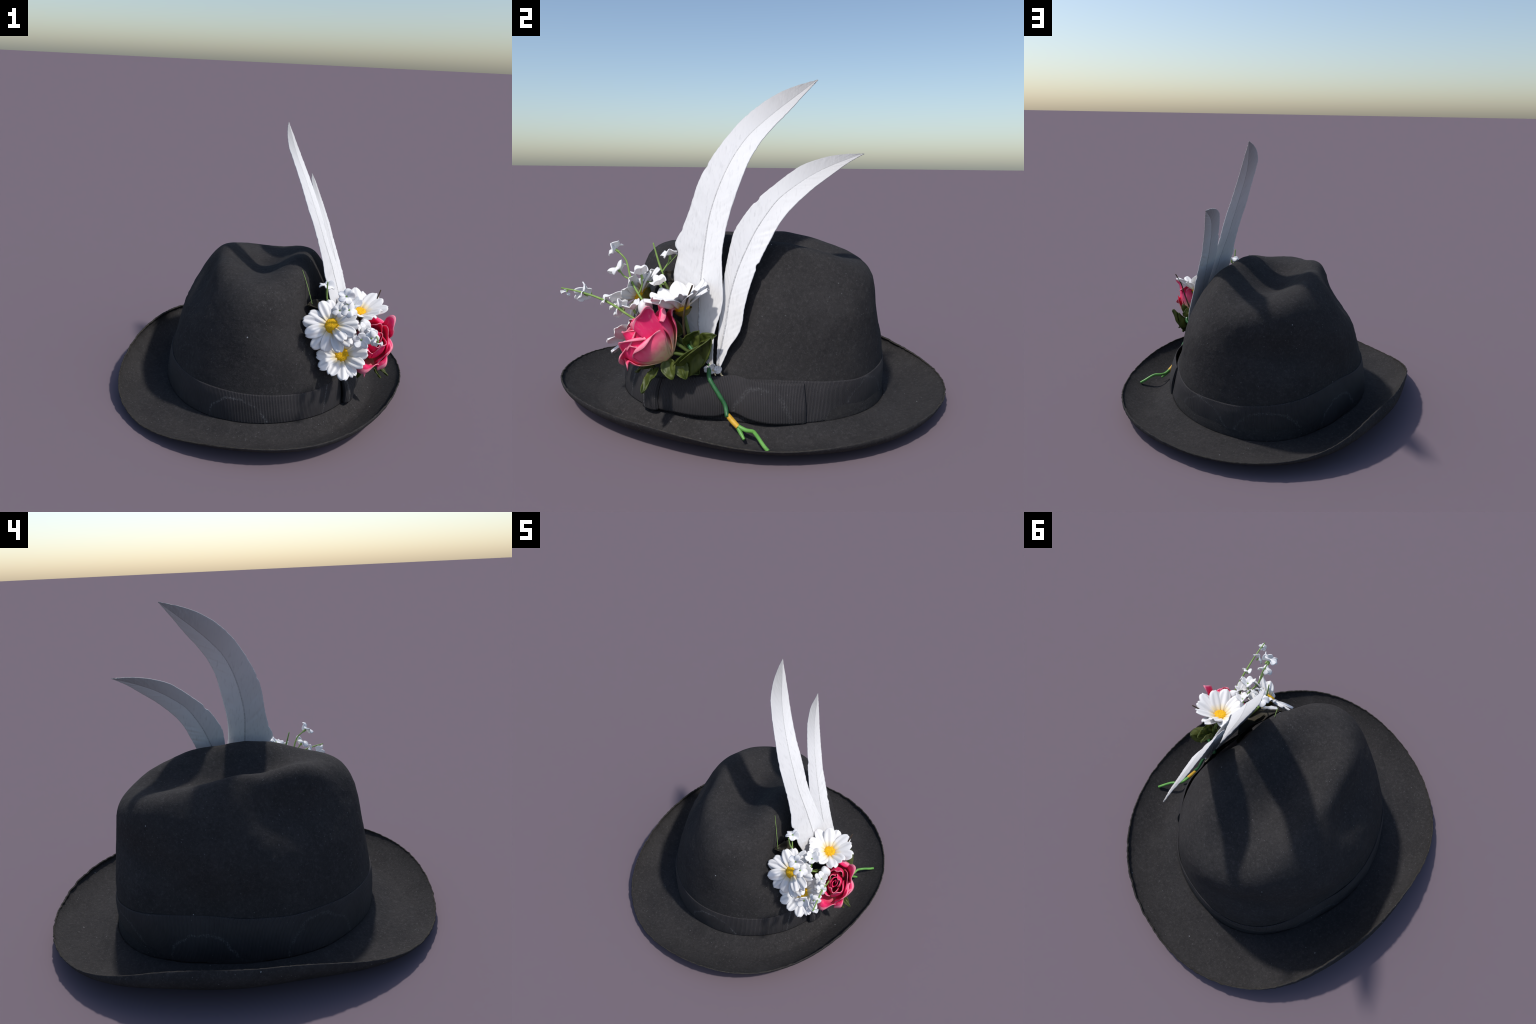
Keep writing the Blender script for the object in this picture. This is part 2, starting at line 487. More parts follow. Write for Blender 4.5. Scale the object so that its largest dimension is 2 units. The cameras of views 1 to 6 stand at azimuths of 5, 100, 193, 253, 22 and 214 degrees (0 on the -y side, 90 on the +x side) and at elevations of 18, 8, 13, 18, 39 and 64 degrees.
belly = harmonic(BELLY, a) + 0.030 * np.exp(-((turn - 215) / 32) ** 2) - 0.028 * np.exp(-(((turn + 165) % 360 - 180) / 45) ** 2)
R = rr + (er - rr) * S + belly * 4 * k * (1 - k) + jag * np.clip((S - 0.85) / 0.15, 0, 1)
fall = np.clip(1 - S / 0.4, 0, 1)
fall = fall * fall * (3 - 2 * fall)
soft = 0.5 * (np.sqrt((S - s0) ** 2 + 0.0035) + (S - s0)) / (0.5 * (np.sqrt((1 - s0) ** 2 + 0.0035) + 1 - s0))
Z = shelf + (rz - shelf) * fall + (ez - shelf) * soft ** 0.86
wave = np.array([[noise.noise(Vector((R[i, j] * math.cos(a[j]), R[i, j] * math.sin(a[j]), 0)) * 5.0) for j in range(720)] for i in range(len(S))])
Z = Z + 0.002 * wave * np.clip(S * 4, 0, 1) + 0.4 * jag * np.clip((S - 0.9) / 0.1, 0, 1)
Z = np.maximum(Z, 0.0050)
brim = new_object("brim", grid_mesh("brim", polar(R, a[None], Z), FELT, close_v=True, flip=True), hat)
thicken(brim, 0.005, -1)

# frayed raw edge, a little paler and browner than the nap
EDGE_FELT = plain("raw_felt_edge", (0.022, 0.020, 0.018), (0.060, 0.054, 0.047), 60, 0.95, 0.1)
ring = np.stack([polar(R[-1] + 0.0005, a, Z[-1] - 0.002)], 0)[0]
sec = np.arange(8) * TAU / 8
fray = np.array([0.0034 * (1 + 0.6 * noise.noise(Vector((math.cos(x) * 45, math.sin(x) * 45, 9)))) for x in a])
edge = np.stack([polar(R[-1] + fray * math.cos(q), a, Z[-1] - 0.003 + 1.1 * fray * math.sin(q)) for q in sec], 0)
new_object("brim_edge", grid_mesh("brim_edge", edge, EDGE_FELT, close_u=True, close_v=True), hat)

# ribbon band round the crown
a = np.arange(480) * TAU / 480
top = harmonic(BAND_Z, a) + 0.006 * np.array([noise.noise(Vector((math.cos(x) * 3, math.sin(x) * 3, 2))) for x in a])
bot = harmonic(ROOT_Z, a) + 0.001
rows = []
for k, f in enumerate(np.linspace(0, 1, 26)):
    z = bot + (top - bot) * f
    wob = np.array([noise.noise(Vector((math.cos(x) * 4, math.sin(x) * 4, f * 1.6 + 4))) for x in a])
    rows.append(polar(side_radius(a, z, 0.0075 + 0.0045 * wob - 0.003 * max(0, f - 0.8) * 5), a, z))
band = new_object("hat_band", grid_mesh("hat_band", np.array(rows), RIBBON, close_v=True), hat)
thicken(band, 0.006, -1)

# bow: one strip of ribbon laid along the band, pinched at the stem and folded back at its front end
def bow_piece(name, path, parent):
    """path: rows of (angle degrees, offset, bottom z, top z)."""
    C = catmull(path, 120)
    grid = []
    for f in np.linspace(0, 1, 20):
        ang = np.radians(C[:, 0])
        z = C[:, 2] + (C[:, 3] - C[:, 2]) * f
        puff = 0.008 * math.sin(math.pi * f)
        grid.append(polar(side_radius(ang, z, C[:, 1] + puff), ang, z))
    return thicken(new_object(name, grid_mesh(name, np.array(grid), RIBBON, flip=True), parent), 0.006, -1)


BOW = [(24.8, 0.013, 0.054, 0.227), (18, 0.022, 0.062, 0.232), (10, 0.036, 0.072, 0.242), (3, 0.038, 0.088, 0.254), (-4, 0.026, 0.110, 0.268),
       (-10, 0.034, 0.090, 0.262), (-18, 0.038, 0.083, 0.252), (-27, 0.030, 0.079, 0.232), (-34, 0.030, 0.076, 0.218), (-38.5, 0.028, 0.078, 0.212),
       (-40.4, 0.020, 0.080, 0.209), (-39.8, 0.014, 0.082, 0.207), (-34, 0.011, 0.080, 0.21), (-24, 0.011, 0.083, 0.226)]
bow = bow_piece("bow", BOW, hat)
bow_piece("bow_knot", [(-40.8, 0.014, 0.078, 0.208), (-40.6, 0.034, 0.076, 0.211), (-39.0, 0.042, 0.074, 0.214), (-36.5, 0.044, 0.073, 0.217), (-34.4, 0.041, 0.074, 0.220), (-33.8, 0.030, 0.076, 0.220)], bow)
bow_piece("bow_tail", [(25.0, 0.0065, 0.056, 0.226), (12, 0.0075, 0.073, 0.238), (0, 0.0085, 0.10, 0.25), (-8, 0.0085, 0.105, 0.25)], bow)

# ------------------------------------------------------------------ feathers
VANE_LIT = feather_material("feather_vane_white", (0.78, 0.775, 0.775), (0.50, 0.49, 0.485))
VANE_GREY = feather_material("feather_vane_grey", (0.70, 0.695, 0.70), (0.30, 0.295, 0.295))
SHAFT = plain("feather_shaft", (0.34, 0.34, 0.35), (0.70, 0.69, 0.69), 130, 0.5)
QUILL = plain("feather_quill", (0.50, 0.40, 0.22), (0.68, 0.58, 0.38), 30, 0.4)


def feather(rachis, left, right, quill_end, seed):
    n = 260
    Cr, L, Rt = catmull(rachis, n), catmull(left, n), catmull(right, n)
    for i in range(1, n):                    # the shaft lies almost flat in the blade
        g = Rt[i] - L[i]
        w = float(np.clip((Cr[i] - L[i]) @ g / (g @ g + 1e-9), 0.1, 0.9))
        Cr[i] += 0.85 * np.array([1.0, 0, 0]) * (L[i] + w * g - Cr[i])[0]
    tip = Cr[0].copy()
    shaft = tube("feather", Cr - tip, (0.0012, 0.0028, 0.004, 0.005), SHAFT, hat, n=140, sides=8)
    shaft.location = tip
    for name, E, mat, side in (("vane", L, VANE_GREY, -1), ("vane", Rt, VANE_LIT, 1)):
        cols = []
        u = np.linspace(0, 1, n)
        W = np.linspace(0, 1, 16)
        nr = np.cross(np.gradient(Cr, axis=0), E - Cr + 1e-6)
        nr /= np.linalg.norm(nr, axis=1)[:, None] + 1e-9
        nr *= np.sign(nr[:, :1])
        wid = np.linalg.norm(E - Cr, axis=1)[:, None]
        rag = np.array([0.014 * noise.noise(Vector((x * 34, seed, side))) + 0.012 * noise.noise(Vector((x * 90, seed + 5, side))) for x in u])[:, None]
        split = np.array([max(0, noise.noise(Vector((x * 16, seed + 9, side))) - 0.42) for x in u])[:, None]
        for w in W:
            barb = np.array([noise.noise(Vector((x * 75 + 5 * w, w * 0.8, seed + side))) + 0.6 * noise.noise(Vector((x * 190 + 12 * w, w, seed + side))) for x in u])[:, None]
            reach = w * (1 + (rag - 0.5 * split) * w * w)
            bulge = -0.03 * wid * math.sin(math.pi * w)
            cols.append(Cr + (E - Cr) * reach + nr * (bulge + 0.0021 * barb * w ** 0.5))
        G = np.array(cols) - tip
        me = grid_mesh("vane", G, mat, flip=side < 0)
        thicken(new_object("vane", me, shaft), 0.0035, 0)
    q = np.array([Cr[-6], (Cr[-1] + np.array(quill_end)) / 2, np.array(quill_end)]) - tip
    tube("quill", q, (0.006, 0.005, 0.003), QUILL, shaft, n=12, sides=8)
    return shaft


feather([(.045, .323, 1.588), (.070, .240, 1.522), (.099, .158, 1.456), (.133, .079, 1.387), (.173, .007, 1.313), (.213, -.048, 1.227), (.250, -.089, 1.134), (.286, -.120, 1.037),
         (.324, -.141, .939), (.356, -.148, .838), (.388, -.152, .742), (.425, -.155, .624), (.462, -.150, .508), (.482, -.143, .449), (.525, -.10, .34), (.553, -.062, .285)],
        [(.045, .323, 1.588), (.047, .225, 1.563), (.054, .132, 1.526), (.070, .048, 1.472), (.103, -.026, 1.407), (.139, -.087, 1.332), (.175, -.142, 1.252), (.209, -.189, 1.167),
         (.248, -.223, 1.078), (.282, -.244, .984), (.312, -.271, .893), (.333, -.304, .812), (.345, -.288, .770), (.362, -.296, .710), (.378, -.298, .655), (.42, -.268, .55), (.472, -.205, .43), (.530, -.115, .33), (.552, -.070, .282)],
        [(.045, .323, 1.588), (.085, .261, 1.513), (.124, .200, 1.438), (.162, .137, 1.367), (.201, .080, 1.293), (.240, .035, 1.210), (.279, .004, 1.123), (.312, -.021, 1.035),
         (.343, -.043, .945), (.381, -.056, .856), (.420, -.058, .768), (.455, -.047, .679), (.485, -.036, .59), (.505, -.042, .53), (.522, -.056, .48), (.535, -.062, .44), (.552, -.063, .38), (.562, -.062, .32), (.560, -.055, .284)],
        (.566, -.048, .262), 3)
feather([(.213, .557, 1.235), (.234, .475, 1.205), (.253, .395, 1.171), (.273, .318, 1.130), (.299, .248, 1.082), (.324, .182, 1.027), (.348, .131, .958), (.369, .087, .884),
         (.392, .052, .806), (.416, .022, .727), (.441, .000, .646), (.465, -.012, .573), (.492, -.02, .48), (.517, -.03, .40), (.540, -.038, .33), (.552, -.042, .282)],
        [(.213, .557, 1.235), (.215, .483, 1.233), (.214, .410, 1.224), (.223, .339, 1.205), (.235, .271, 1.177), (.254, .211, 1.135), (.275, .155, 1.089), (.297, .100, 1.042),
         (.316, .052, .988), (.336, .012, .928), (.354, -.018, .871), (.387, -.036, .77), (.418, -.046, .68), (.450, -.051, .58), (.483, -.053, .48), (.513, -.052, .40), (.538, -.050, .33), (.550, -.047, .28)],
        [(.213, .557, 1.235), (.242, .486, 1.192), (.268, .421, 1.142), (.294, .357, 1.093), (.320, .297, 1.039), (.347, .241, .981), (.371, .194, .916), (.399, .159, .845),
         (.427, .126, .773), (.453, .098, .699), (.476, .077, .623), (.499, .063, .547), (.512, .060, .50), (.522, .045, .445), (.535, .006, .385), (.546, -.010, .345), (.555, -.036, .283)],
        (.563, -.014, .259), 11)

# ------------------------------------------------------------------ daisies
PETAL = daisy_petal_material()
DISC = disc_material()
CALYX = plain("calyx", (0.09, 0.085, 0.012), (0.20, 0.15, 0.03), 30)


def petal_mesh(seed, length=0.16, width=0.066, droop=0.0, curl=0.25):
    """Long rounded petal along +x from the flower's middle, with two soft furrows and a notched tip."""
    r = random.Random(seed)
    nu, nv = 26, 13
    P = np.zeros((nu, nv, 3))
    notch = [r.uniform(-0.06, 0.05) for _ in range(3)]
    g = [r.uniform(-0.25, 0.25) for _ in range(2)]
    for i, u in enumerate(np.linspace(0, 1, nu)):
        w = width * (0.30 + 0.70 * math.sin(math.pi * 0.5 * min(1, u / 0.62)) ** 1.1) * math.sqrt(max(0.0, 1 - (max(0, u - 0.62) / 0.39) ** 2.6) + 0.02)
        for j, v in enumerate(np.linspace(-1, 1, nv)):
            endcut = (0.05 * notch[0] * 10 * math.cos(4.6 * v + notch[1] * 20) * 0.5) * max(0, u - 0.7) / 0.3
            x = length * (u - endcut)
            furrow = 0.0050 * math.cos((v + g[0]) * 6.5) * math.sin(math.pi * min(1, u * 1.02)) ** 0.6 - 0.009 * v * v * (0.4 + u)
            P[i, j] = (x, v * w * 0.5, length * (curl * (u ** 1.7) * 0.5 - droop * u ** 3) + furrow + 0.004 * math.sin(3 * u + g[1] * 9))
    return grid_mesh("petal", P, PETAL)


def daisy(centre, normal, spin, radius, petals, tilt, disc_r, meshes, extra=()):
    """petals laid round the disc; tilt raises them into a cup."""
    r = random.Random(int(spin * 1000) + petals)
    n = 40
    rows = []
    for f in np.linspace(0, 1, 12):
        rad = disc_r * math.sin(f * math.pi / 2)
        h = 0.006 + disc_r * 0.55 * math.cos(f * math.pi / 2)
        q = np.arange(n) * TAU / n
        dim = -0.006 * math.exp(-(f / 0.3) ** 2)
        bump = np.array([0.0022 * noise.noise(Vector((math.cos(x) * rad, math.sin(x) * rad, 0)) * 160) for x in q])
        rows.append(np.stack([rad * np.cos(q), rad * np.sin(q), h + dim + bump], -1))
    rows.append(np.stack([disc_r * 0.8 * np.cos(q), disc_r * 0.8 * np.sin(q), np.full(n, -0.018)], -1))
    M = frame(centre, normal)
    head = new_object("daisy", grid_mesh("daisy", np.array(rows), DISC, close_v=True), hat, M)
    for k in range(petals):
        ang = spin + k * TAU / petals + r.uniform(-0.09, 0.09)
        lift = tilt(ang) if callable(tilt) else tilt
        lay = (k % 2) * 0.006
        sc = radius / 0.16 * r.uniform(0.93, 1.06)
        L = Matrix.Translation((0, 0, -0.008 + lay)) @ Matrix.Rotation(ang, 4, "Z") @ Matrix.Rotation(-(lift + r.uniform(-0.1, 0.1)), 4, "Y") @ Matrix.Rotation(r.uniform(-0.2, 0.2), 4, "X") @ Matrix.Diagonal((sc, sc * r.uniform(0.92, 1.1), sc, 1))
        thicken(new_object("petal", meshes[r.randrange(len(meshes))], head, L), 0.0028, 0)
    for ang, lift, sc in extra:
        L = Matrix.Translation((0, 0, 0.004)) @ Matrix.Rotation(ang, 4, "Z") @ Matrix.Rotation(-lift, 4, "Y") @ Matrix.Diagonal((sc, sc, sc, 1))
        thicken(new_object("petal", meshes[0], head, L), 0.0028, 0)
    # green cup behind the petals
    rows = []
    for f in np.linspace(0, 1, 8):
        rad = 0.008 + (disc_r * 1.15 - 0.008) * f ** 0.6
        rows.append(np.stack([rad * np.cos(q), rad * np.sin(q), np.full(n, -0.045 + 0.033 * f)], -1))
    new_object("calyx", grid_mesh("calyx", np.array(rows), CALYX, close_v=True, flip=True), head)
    return head


flat_petals = [petal_mesh(i, width=0.072, curl=c, droop=d) for i, (c, d) in enumerate(((0.10, 0.0), (0.22, 0.05), (0.05, 0.08), (0.25, 0.16)))]
cup_petals = [petal_mesh(20 + i, width=0.074, curl=c, droop=d) for i, (c, d) in enumerate(((0.30, 0.0), (0.15, 0.05), (0.40, 0.10)))]
daisy((.394, -.452, .571), (.05, -.87, .48), 0.2, 0.156, 13, lambda q: 0.08 + 0.70 * max(0, math.cos(q + 0.3)) ** 1.5, 0.044, flat_petals, extra=((5.35, 0.75, 0.85),))
daisy((.462, -.440, .394), (-.12, -.78, .55), 0.1, 0.157, 12, 0.42, 0.043, flat_petals)
daisy((.556, -.203, .562), (.04, -.22, .95), 0.35, 0.160, 12, 0.44, 0.038, cup_petals)

# ------------------------------------------------------------------ rose
ROSE = rose_material()
rose_axis, rose_base = (.10, -.70, .70), (.624, -.236, .350)


ROSE_RIM = plain("rose_petal_rim", (0.83, 0.15, 0.26), (0.88, 0.30, 0.38), 25, 0.5)


def rose_petal(seed, radius, height, span, flare, roll, tuck=0.0):
    """A cupped petal round the rose's axis: swells from the base, then closes (tuck) or flares, its rim rolled outward."""
    r = random.Random(seed)
    nu, nv = 34, 29
    P = np.zeros((nu, nv, 3))
    ph, ph2 = r.uniform(0, 6), r.uniform(0, 6)
    for i, u in enumerate(np.linspace(0, 1, nu)):
        for j, v in enumerate(np.linspace(-1, 1, nv)):
            ang = v * span * (0.50 + 0.50 * min(1, u * 1.7) ** 0.8)
            hgt = height * (1 - 0.20 * v * v * u - 0.05 * max(0, 0.3 - abs(v)) * u + 0.030 * math.sin(3.4 * v + ph) * u * u)
            prof = math.sin(min(1, u * 1.45) * math.pi / 2) ** 0.8
            rad = 0.016 + (radius - 0.016) * prof - tuck * max(0, u - 0.55) ** 1.5 * 3 + flare * max(0, u - 0.45) ** 2 * 3.3 * (0.55 + 0.45 * math.cos(v * 2.5 + ph))
            zz = hgt * u ** 0.92
            if u > 0.86:                        # rolled rim
                k = (u - 0.86) / 0.14
                amount = roll * (0.6 + 0.6 * math.sin(3 * v + ph2))
                rad += amount * k * 1.4
                zz -= amount * k * k * 1.5
            rad += (0.008 * math.sin(4.5 * v + ph) + 0.0035 * math.sin(7 * v + ph2)) * u ** 3 + 0.003 * math.sin(4 * v + 3 * u + ph2) * u
            P[i, j] = (rad * math.cos(ang), rad * math.sin(ang), zz)
    me = grid_mesh("rose_petal", P, ROSE)
    me.materials.append(ROSE_RIM)
    for k, f in enumerate(me.polygons):
        if k // (nv - 1) >= nu - 3:
            f.material_index = 1
    return me


core = []
for i, u in enumerate(np.linspace(0, 1, 120)):      # crumpled, loosely wound heart of the rose
    q = u * TAU * 1.7
    rr0 = 0.010 + 0.036 * u + 0.005 * math.sin(2.1 * q)
    core.append([(rr0 * (0.5 + 0.5 * h) * math.cos(q) * 0.75, rr0 * (0.5 + 0.5 * h) * math.sin(q), 0.05 + h * (0.172 - 0.012 * u + 0.010 * math.sin(q * 2.3)) ) for h in np.linspace(0, 1, 14)])
MR = frame(rose_base, rose_axis, (1, 0, 0), (0.72, 1.10, 1.0))
rose = thicken(new_object("rose", grid_mesh("rose", np.array(core), ROSE), hat, MR), 0.005, 0)
for k, (ang, rad, h, span, flare, roll, tuck) in enumerate((
        (0.5, 0.060, 0.232, 1.1, 0.00, 0.006, 0.03), (2.6, 0.066, 0.226, 1.2, 0.00, 0.008, 0.03), (4.6, 0.068, 0.230, 1.1, 0.00, 0.008, 0.03),
        (1.6, 0.088, 0.228, 1.0, 0.00, 0.012, 0.025), (3.5, 0.092, 0.222, 1.05, 0.00, 0.014, 0.02), (5.6, 0.090, 0.230, 1.0, 0.00, 0.012, 0.03),
        (0.2, 0.108, 0.208, 0.80, 0.00, 0.016, 0.01), (1.75, 0.110, 0.200, 0.85, 0.005, 0.020, 0.0), (2.9, 0.112, 0.196, 0.80, 0.01, 0.018, 0.0), (5.75, 0.112, 0.202, 0.75, 0.005, 0.016, 0.0),
        (4.55, 0.126, 0.160, 0.85, 0.040, 0.026, 0.0), (5.6, 0.120, 0.176, 0.62, 0.015, 0.020, 0.0), (0.55, 0.120, 0.245, 0.40, 0.050, 0.008, 0.0), (0.05, 0.124, 0.150, 0.62, 0.012, 0.020, 0.0), (3.75, 0.128, 0.146, 0.7, 0.045, 0.024, 0.0), (2.2, 0.120, 0.165, 0.7, 0.02, 0.02, 0.0))):
    thicken(new_object("rose_petal", rose_petal(50 + k, rad, h, span, flare, roll, tuck), rose, Matrix.Rotation(ang, 4, "Z")), 0.004, 0)

# ------------------------------------------------------------------ leaves and stems
LEAF = plain("rose_leaf", (0.028, 0.045, 0.006), (0.085, 0.105, 0.018), 16, 0.5, 0.35, 0.5, (1, 2.5, 1))
STEM_DARK = plain("dark_green_stem", (0.018, 0.09, 0.025), (0.045, 0.19, 0.065), 25, 0.35, 0.5)
STEM_LIGHT = plain("light_green_stem", (0.09, 0.28, 0.05), (0.17, 0.42, 0.09), 25, 0.4, 0.4)
SPRAY_STEM = plain("spray_stem", (0.15, 0.27, 0.05), (0.30, 0.44, 0.13), 25, 0.5)
TAPE = plain("yellow_tape", (0.48, 0.25, 0.015), (0.72, 0.44, 0.05), 30, 0.5)
TWIG = plain("brown_twig", (0.035, 0.022, 0.012), (0.09, 0.06, 0.035), 30, 0.7)


def leaf(base, tip, facing, width, fold=0.5, bend=0.1, seed=0, name="leaf", mat=None):
    base, tip, facing = map(np.array, (base, tip, facing))
    ax = tip - base
    L = np.linalg.norm(ax)
    ax = ax / L
    nz = facing - ax * (facing @ ax)
    nz = nz / np.linalg.norm(nz)
    sd = np.cross(nz, ax)
    nu, nv = 28, 15
    P = np.zeros((nu, nv, 3))
    for i, u in enumerate(np.linspace(0, 1, nu)):
        w = width * 0.5 * math.sin(math.pi * u ** 0.8) ** 0.75 + 0.002
        for j, v in enumerate(np.linspace(-1, 1, nv)):
            serr = 1 + (0.10 * noise.noise(Vector((u * 14, seed, v > 0))) if abs(v) > 0.9 else 0)
            rip = 0.010 * noise.noise(Vector((u * 4, v * 2, seed)))
            P[i, j] = base + ax * L * u + sd * v * w * serr * math.cos(fold * abs(v)) + nz * (abs(v) * w * math.sin(fold) - bend * L * (u * u) + rip - 0.0025 * math.cos(v * 3))
    return thicken(new_object(name, grid_mesh(name, P, mat or LEAF), hat), 0.0035, 0)


leaf((.600, -.190, .325), (.672, -.038, .455), (.55, .1, -.5), 0.125, 0.75, 0.05, 1)
leaf((.615, -.215, .275), (.660, -.060, .420), (.75, .25, -.1), 0.105, 0.35, 0.12, 2)
leaf((.625, -.245, .345), (.668, -.215, .268), (.9, -.1, .3), 0.072, 0.4, 0.1, 3)
leaf((.620, -.205, .345), (.655, -.155, .270), (.85, .2, .2), 0.068, 0.3, 0.1, 4)
leaf((.630, -.285, .300), (.750, -.322, .238), (.3, -.2, .9), 0.050, 0.5, 0.08, 5)
leaf((.560, -.330, .290), (.565, -.425, .262), (.2, -.4, .9), 0.060, 0.3, 0.1, 6)
leaf((.580, -.170, .390), (.615, -.105, .480), (.9, .2, .1), 0.080, 0.5, -0.1, 7)
leaf((.570, -.130, .400), (.605, -.050, .455), (.7, .3, .5), 0.065, 0.4, 0.2, 8)
leaf((.640, -.310, .305), (.690, -.322, .205), (.8, -.3, .2), 0.022, 0.3, -0.15, 9)
DARK_LEAF = plain("withered_leaf", (0.012, 0.011, 0.010), (0.05, 0.042, 0.022), 12, 0.6)
leaf((.415, -.185, .520), (.262, -.386, .672), (.5, -.1, .75), 0.13, 0.5, 0.06, 10, mat=DARK_LEAF)
leaf((.400, -.150, .480), (.330, -.330, .620), (.8, -.2, .3), 0.12, 0.2, 0.02, 14, mat=DARK_LEAF)
# downy tufts at the foot of the feathers
leaf((.556, -.058, .310), (.566, -.068, .268), (.9, -.1, .3), 0.036, 0.3, 0.1, 15, "feather_down", VANE_GREY)
leaf((.558, -.036, .305), (.568, -.040, .272), (.9, .1, .3), 0.030, 0.3, 0.1, 16, "feather_down", VANE_GREY)
leaf((.556, -.088, .300), (.566, -.094, .274), (.9, .1, .3), 0.020, 0.3, 0.1, 17, "feather_down", VANE_GREY)
leaf((.585, -.175, .330), (.600, -.115, .275), (.9, .1, .1), 0.065, 0.3, 0.1, 11)
leaf((.560, -.200, .440), (.560, -.330, .490), (.8, -.1, .6), 0.090, 0.3, 0.1, 12)
leaf((.520, -.300, .420), (.470, -.380, .500), (.5, -.6, .6), 0.090, 0.3, 0.1, 13)

# tied stem lying over the bow and the brim
def over_bow(deg, z, lift):
    return polar(side_radius(np.radians(deg), np.array([z]), lift)[0], math.radians(deg), z)


stem = tube("stem", [(.585, -.165, .40), (.604, -.118, .363), over_bow(-15.5, .326, .034), over_bow(-13.5, .262, .050), over_bow(-9.5, .205, .052), over_bow(-6.2, .150, .050), (.640, .022, .108)], (0.009, 0.010, 0.0095, 0.0095), STEM_DARK, hat, 60, 12)
tube("stem_tape", [(.630, .022, .112), (.643, .048, .092), (.657, .075, .074)], (0.0115, 0.0125, 0.0115), TAPE, stem, 24, 14)
tube("stem_end", [(.653, .068, .079), (.668, .110, .069), (.686, .144, .074), (.712, .160, .077), (.735, .178, .070), (.764, .205, .053), (.786, .228, .042)], (0.0095, 0.0085, 0.008, 0.0085), STEM_LIGHT, stem, 60, 12)
tube("stem_end", [(.653, .070, .074), (.672, .089, .056), (.694, .109, .038)], (0.009, 0.009, 0.006), STEM_LIGHT, stem, 20, 10)

# stalks gathered behind the flowers
tie = (.592, -.130, .350)
grids = [tube_points([c, m, tie], (0.008, 0.008, 0.008), 30, 8) for c, m in (
    ((.395, -.435, .555), (.47, -.32, .44)), ((.462, -.42, .385), (.52, -.29, .36)), ((.558, -.192, .53), (.585, -.16, .44)), ((.62, -.22, .37), (.61, -.17, .36)),
    ((.61, -.373, .494), (.60, -.25, .43)), ((.52, -.378, .545), (.55, -.25, .45)), ((.38, -.34, .625), (.47, -.22, .48)))]
stalks = new_object("stalk", join_grids("stalk", grids, plain("stalk_green", (0.045, 0.07, 0.012), (0.10, 0.14, 0.03), 25)), hat)
stalks["kind"] = "stuff"
tube("twig", [(.60, -.175, .43), (.635, -.17, .53), (.650, -.150, .61), (.675, -.117, .683)], (0.005, 0.0045, 0.0035), TWIG, hat, 30, 8)
tube("grass_blade", [(.2045, -.2575, .8175), (.239, -.3235, .7485), (.273, -.389, .667)], (0.0012, 0.0018, 0.0015), SPRAY_STEM, hat, 24, 6)

# ------------------------------------------------------------------ forget-me-not sprays
BLOOM = plain("small_bloom", (0.74, 0.735, 0.75), (0.83, 0.82, 0.81), 30, 0.55)


def bloom_mesh(seed, droop):
    r = random.Random(seed)
    nu, nv = 10, 60
    P = np.zeros((nu, nv, 3))
    for i, u in enumerate(np.linspace(0.06, 1, nu)):
        for j in range(nv):
            q = j * TAU / nv
            lobe = 0.62 + 0.38 * abs(math.cos(2.5 * q + 0.3)) ** 0.55
            rad = 0.040 * u * (lobe if u > 0.4 else 1 + (lobe - 1) * u / 0.4)
            zz = 0.010 * math.sin(u * 2.4) - droop * 0.02 * u * u + 0.009 * math.sin(2 * q + seed) * u + 0.006 * math.sin(5 * q + 0.8 * seed) * u * u + 0.004 * math.sin(3 * q + 2 * seed) * u
            P[i, j] = (rad * math.cos(q), rad * math.sin(q), zz)
    return grid_mesh("small_flower", P, BLOOM, close_v=True)


blooms = [bloom_mesh(i, d) for i, d in enumerate((0.0, 0.5, -0.9))]
eye_grid = tube_points([(0, 0, -0.018), (0, 0, -0.004), (0, 0, 0.008)], (0.005, 0.006, 0.004), 8, 8)
EYE_MESH = grid_mesh("flower_eye", eye_grid, SPRAY_STEM, close_v=True, flip=True)


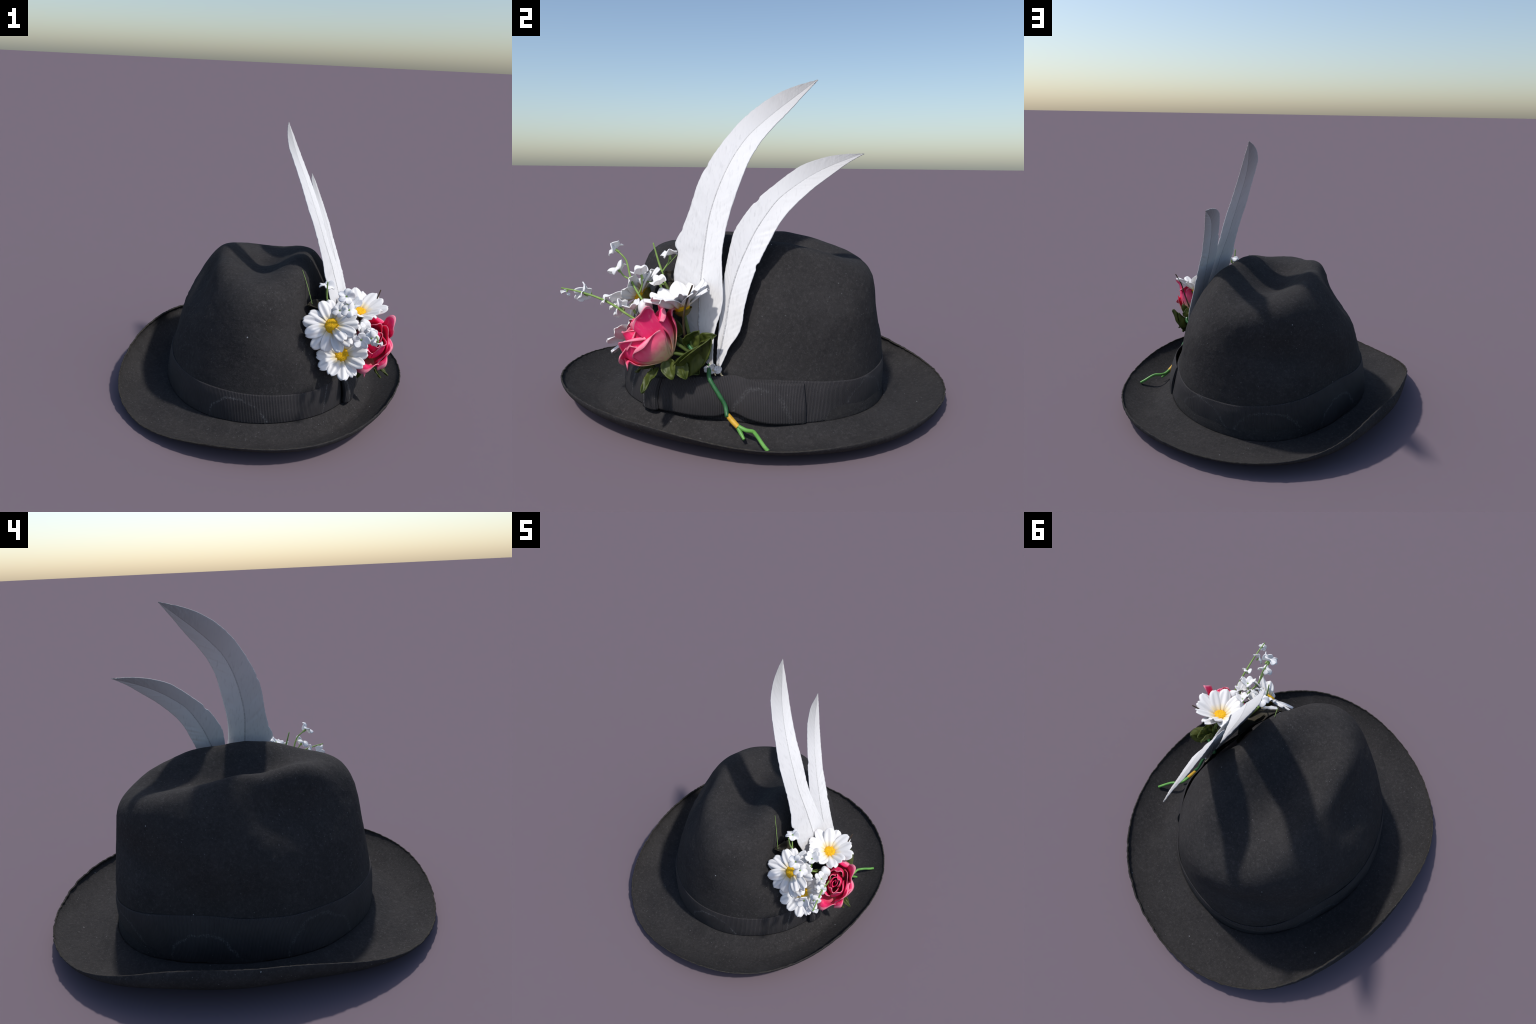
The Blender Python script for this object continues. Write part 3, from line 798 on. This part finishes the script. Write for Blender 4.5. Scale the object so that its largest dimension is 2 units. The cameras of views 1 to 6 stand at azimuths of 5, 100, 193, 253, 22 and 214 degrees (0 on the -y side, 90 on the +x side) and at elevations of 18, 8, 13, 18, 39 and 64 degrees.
def spray(main, twigs, flowers):
    grids = [tube_points(p, rad, 40, 8) for p, rad in [(main, (0.0032, 0.0052, 0.0050))] + [(t, (0.0032, 0.0042)) for t in twigs]]
    o = new_object("flower_spray", join_grids("flower_spray", grids, SPRAY_STEM), hat)
    for i, (pos, nrm, sc) in enumerate(flowers):
        M = frame(pos, nrm, (math.cos(i * 1.3), math.sin(i * 2.1), 0.3), (1.18 * sc, 1.08 * sc, 1.2 * sc))
        f = thicken(new_object("small_flower", blooms[i % 3], o, M), 0.004, 0)
        new_object("flower_eye", EYE_MESH, f)


spray([(.613, -.738, .632), (.613, -.683, .625), (.612, -.618, .611), (.610, -.554, .591), (.610, -.495, .565), (.610, -.443, .533), (.608, -.373, .494)], [],
      [((.613, -.715, .615), (.2, -.5, -.8), .55), ((.590, -.640, .605), (-.3, -.9, .3), .85), ((.536, -.655, .600), (-.1, -1, .15), 1.0), ((.600, -.535, .585), (.3, -.6, .7), .7),
       ((.575, -.480, .545), (-.2, -.8, .3), 1.0), ((.570, -.420, .540), (.0, -.4, .9), .9)])
spray([(.448, -.540, .780), (.455, -.504, .748), (.460, -.490, .717), (.470, -.469, .648), (.500, -.421, .591), (.520, -.378, .545)],
      [[(.468, -.527, .695), (.468, -.506, .670), (.469, -.474, .655)], [(.500, -.410, .676), (.500, -.407, .639), (.498, -.424, .596)]],
      [((.446, -.552, .788), (.0, -.8, .6), 1.0), ((.469, -.537, .705), (.0, -.6, .8), 1.0), ((.500, -.410, .685), (.1, -.3, .95), .95)])
spray([(.348, -.409, .812), (.350, -.384, .728), (.360, -.362, .675), (.380, -.340, .625)],
      [[(.348, -.330, .748), (.348, -.336, .720), (.357, -.360, .680)], [(.420, -.42, .64), (.400, -.375, .630), (.385, -.345, .622)]],
      [((.348, -.328, .756), (-.1, -.2, .97), 1.0), ((.425, -.430, .655), (.1, -.7, .7), .9), ((.480, -.330, .640), (.3, -.3, .9), .9)])

# a closed white bud hanging below the upper daisy
bud = []
for u in np.linspace(0, 1, 22):
    rad = 0.032 * math.sin(math.pi * u ** 0.85) ** 0.6 if 0 < u < 1 else 0.0
    q = np.arange(24) * TAU / 24
    bud.append(np.stack([rad * (1 + 0.10 * np.cos(3 * q)) * np.cos(q), rad * (1 + 0.10 * np.cos(3 * q)) * np.sin(q), np.full(24, -0.085 * u)], -1))
new_object("flower_bud", grid_mesh("flower_bud", np.array(bud), BLOOM, close_v=True, flip=True), hat, frame((.570, -.368, .592), (-.15, -.05, .95)))
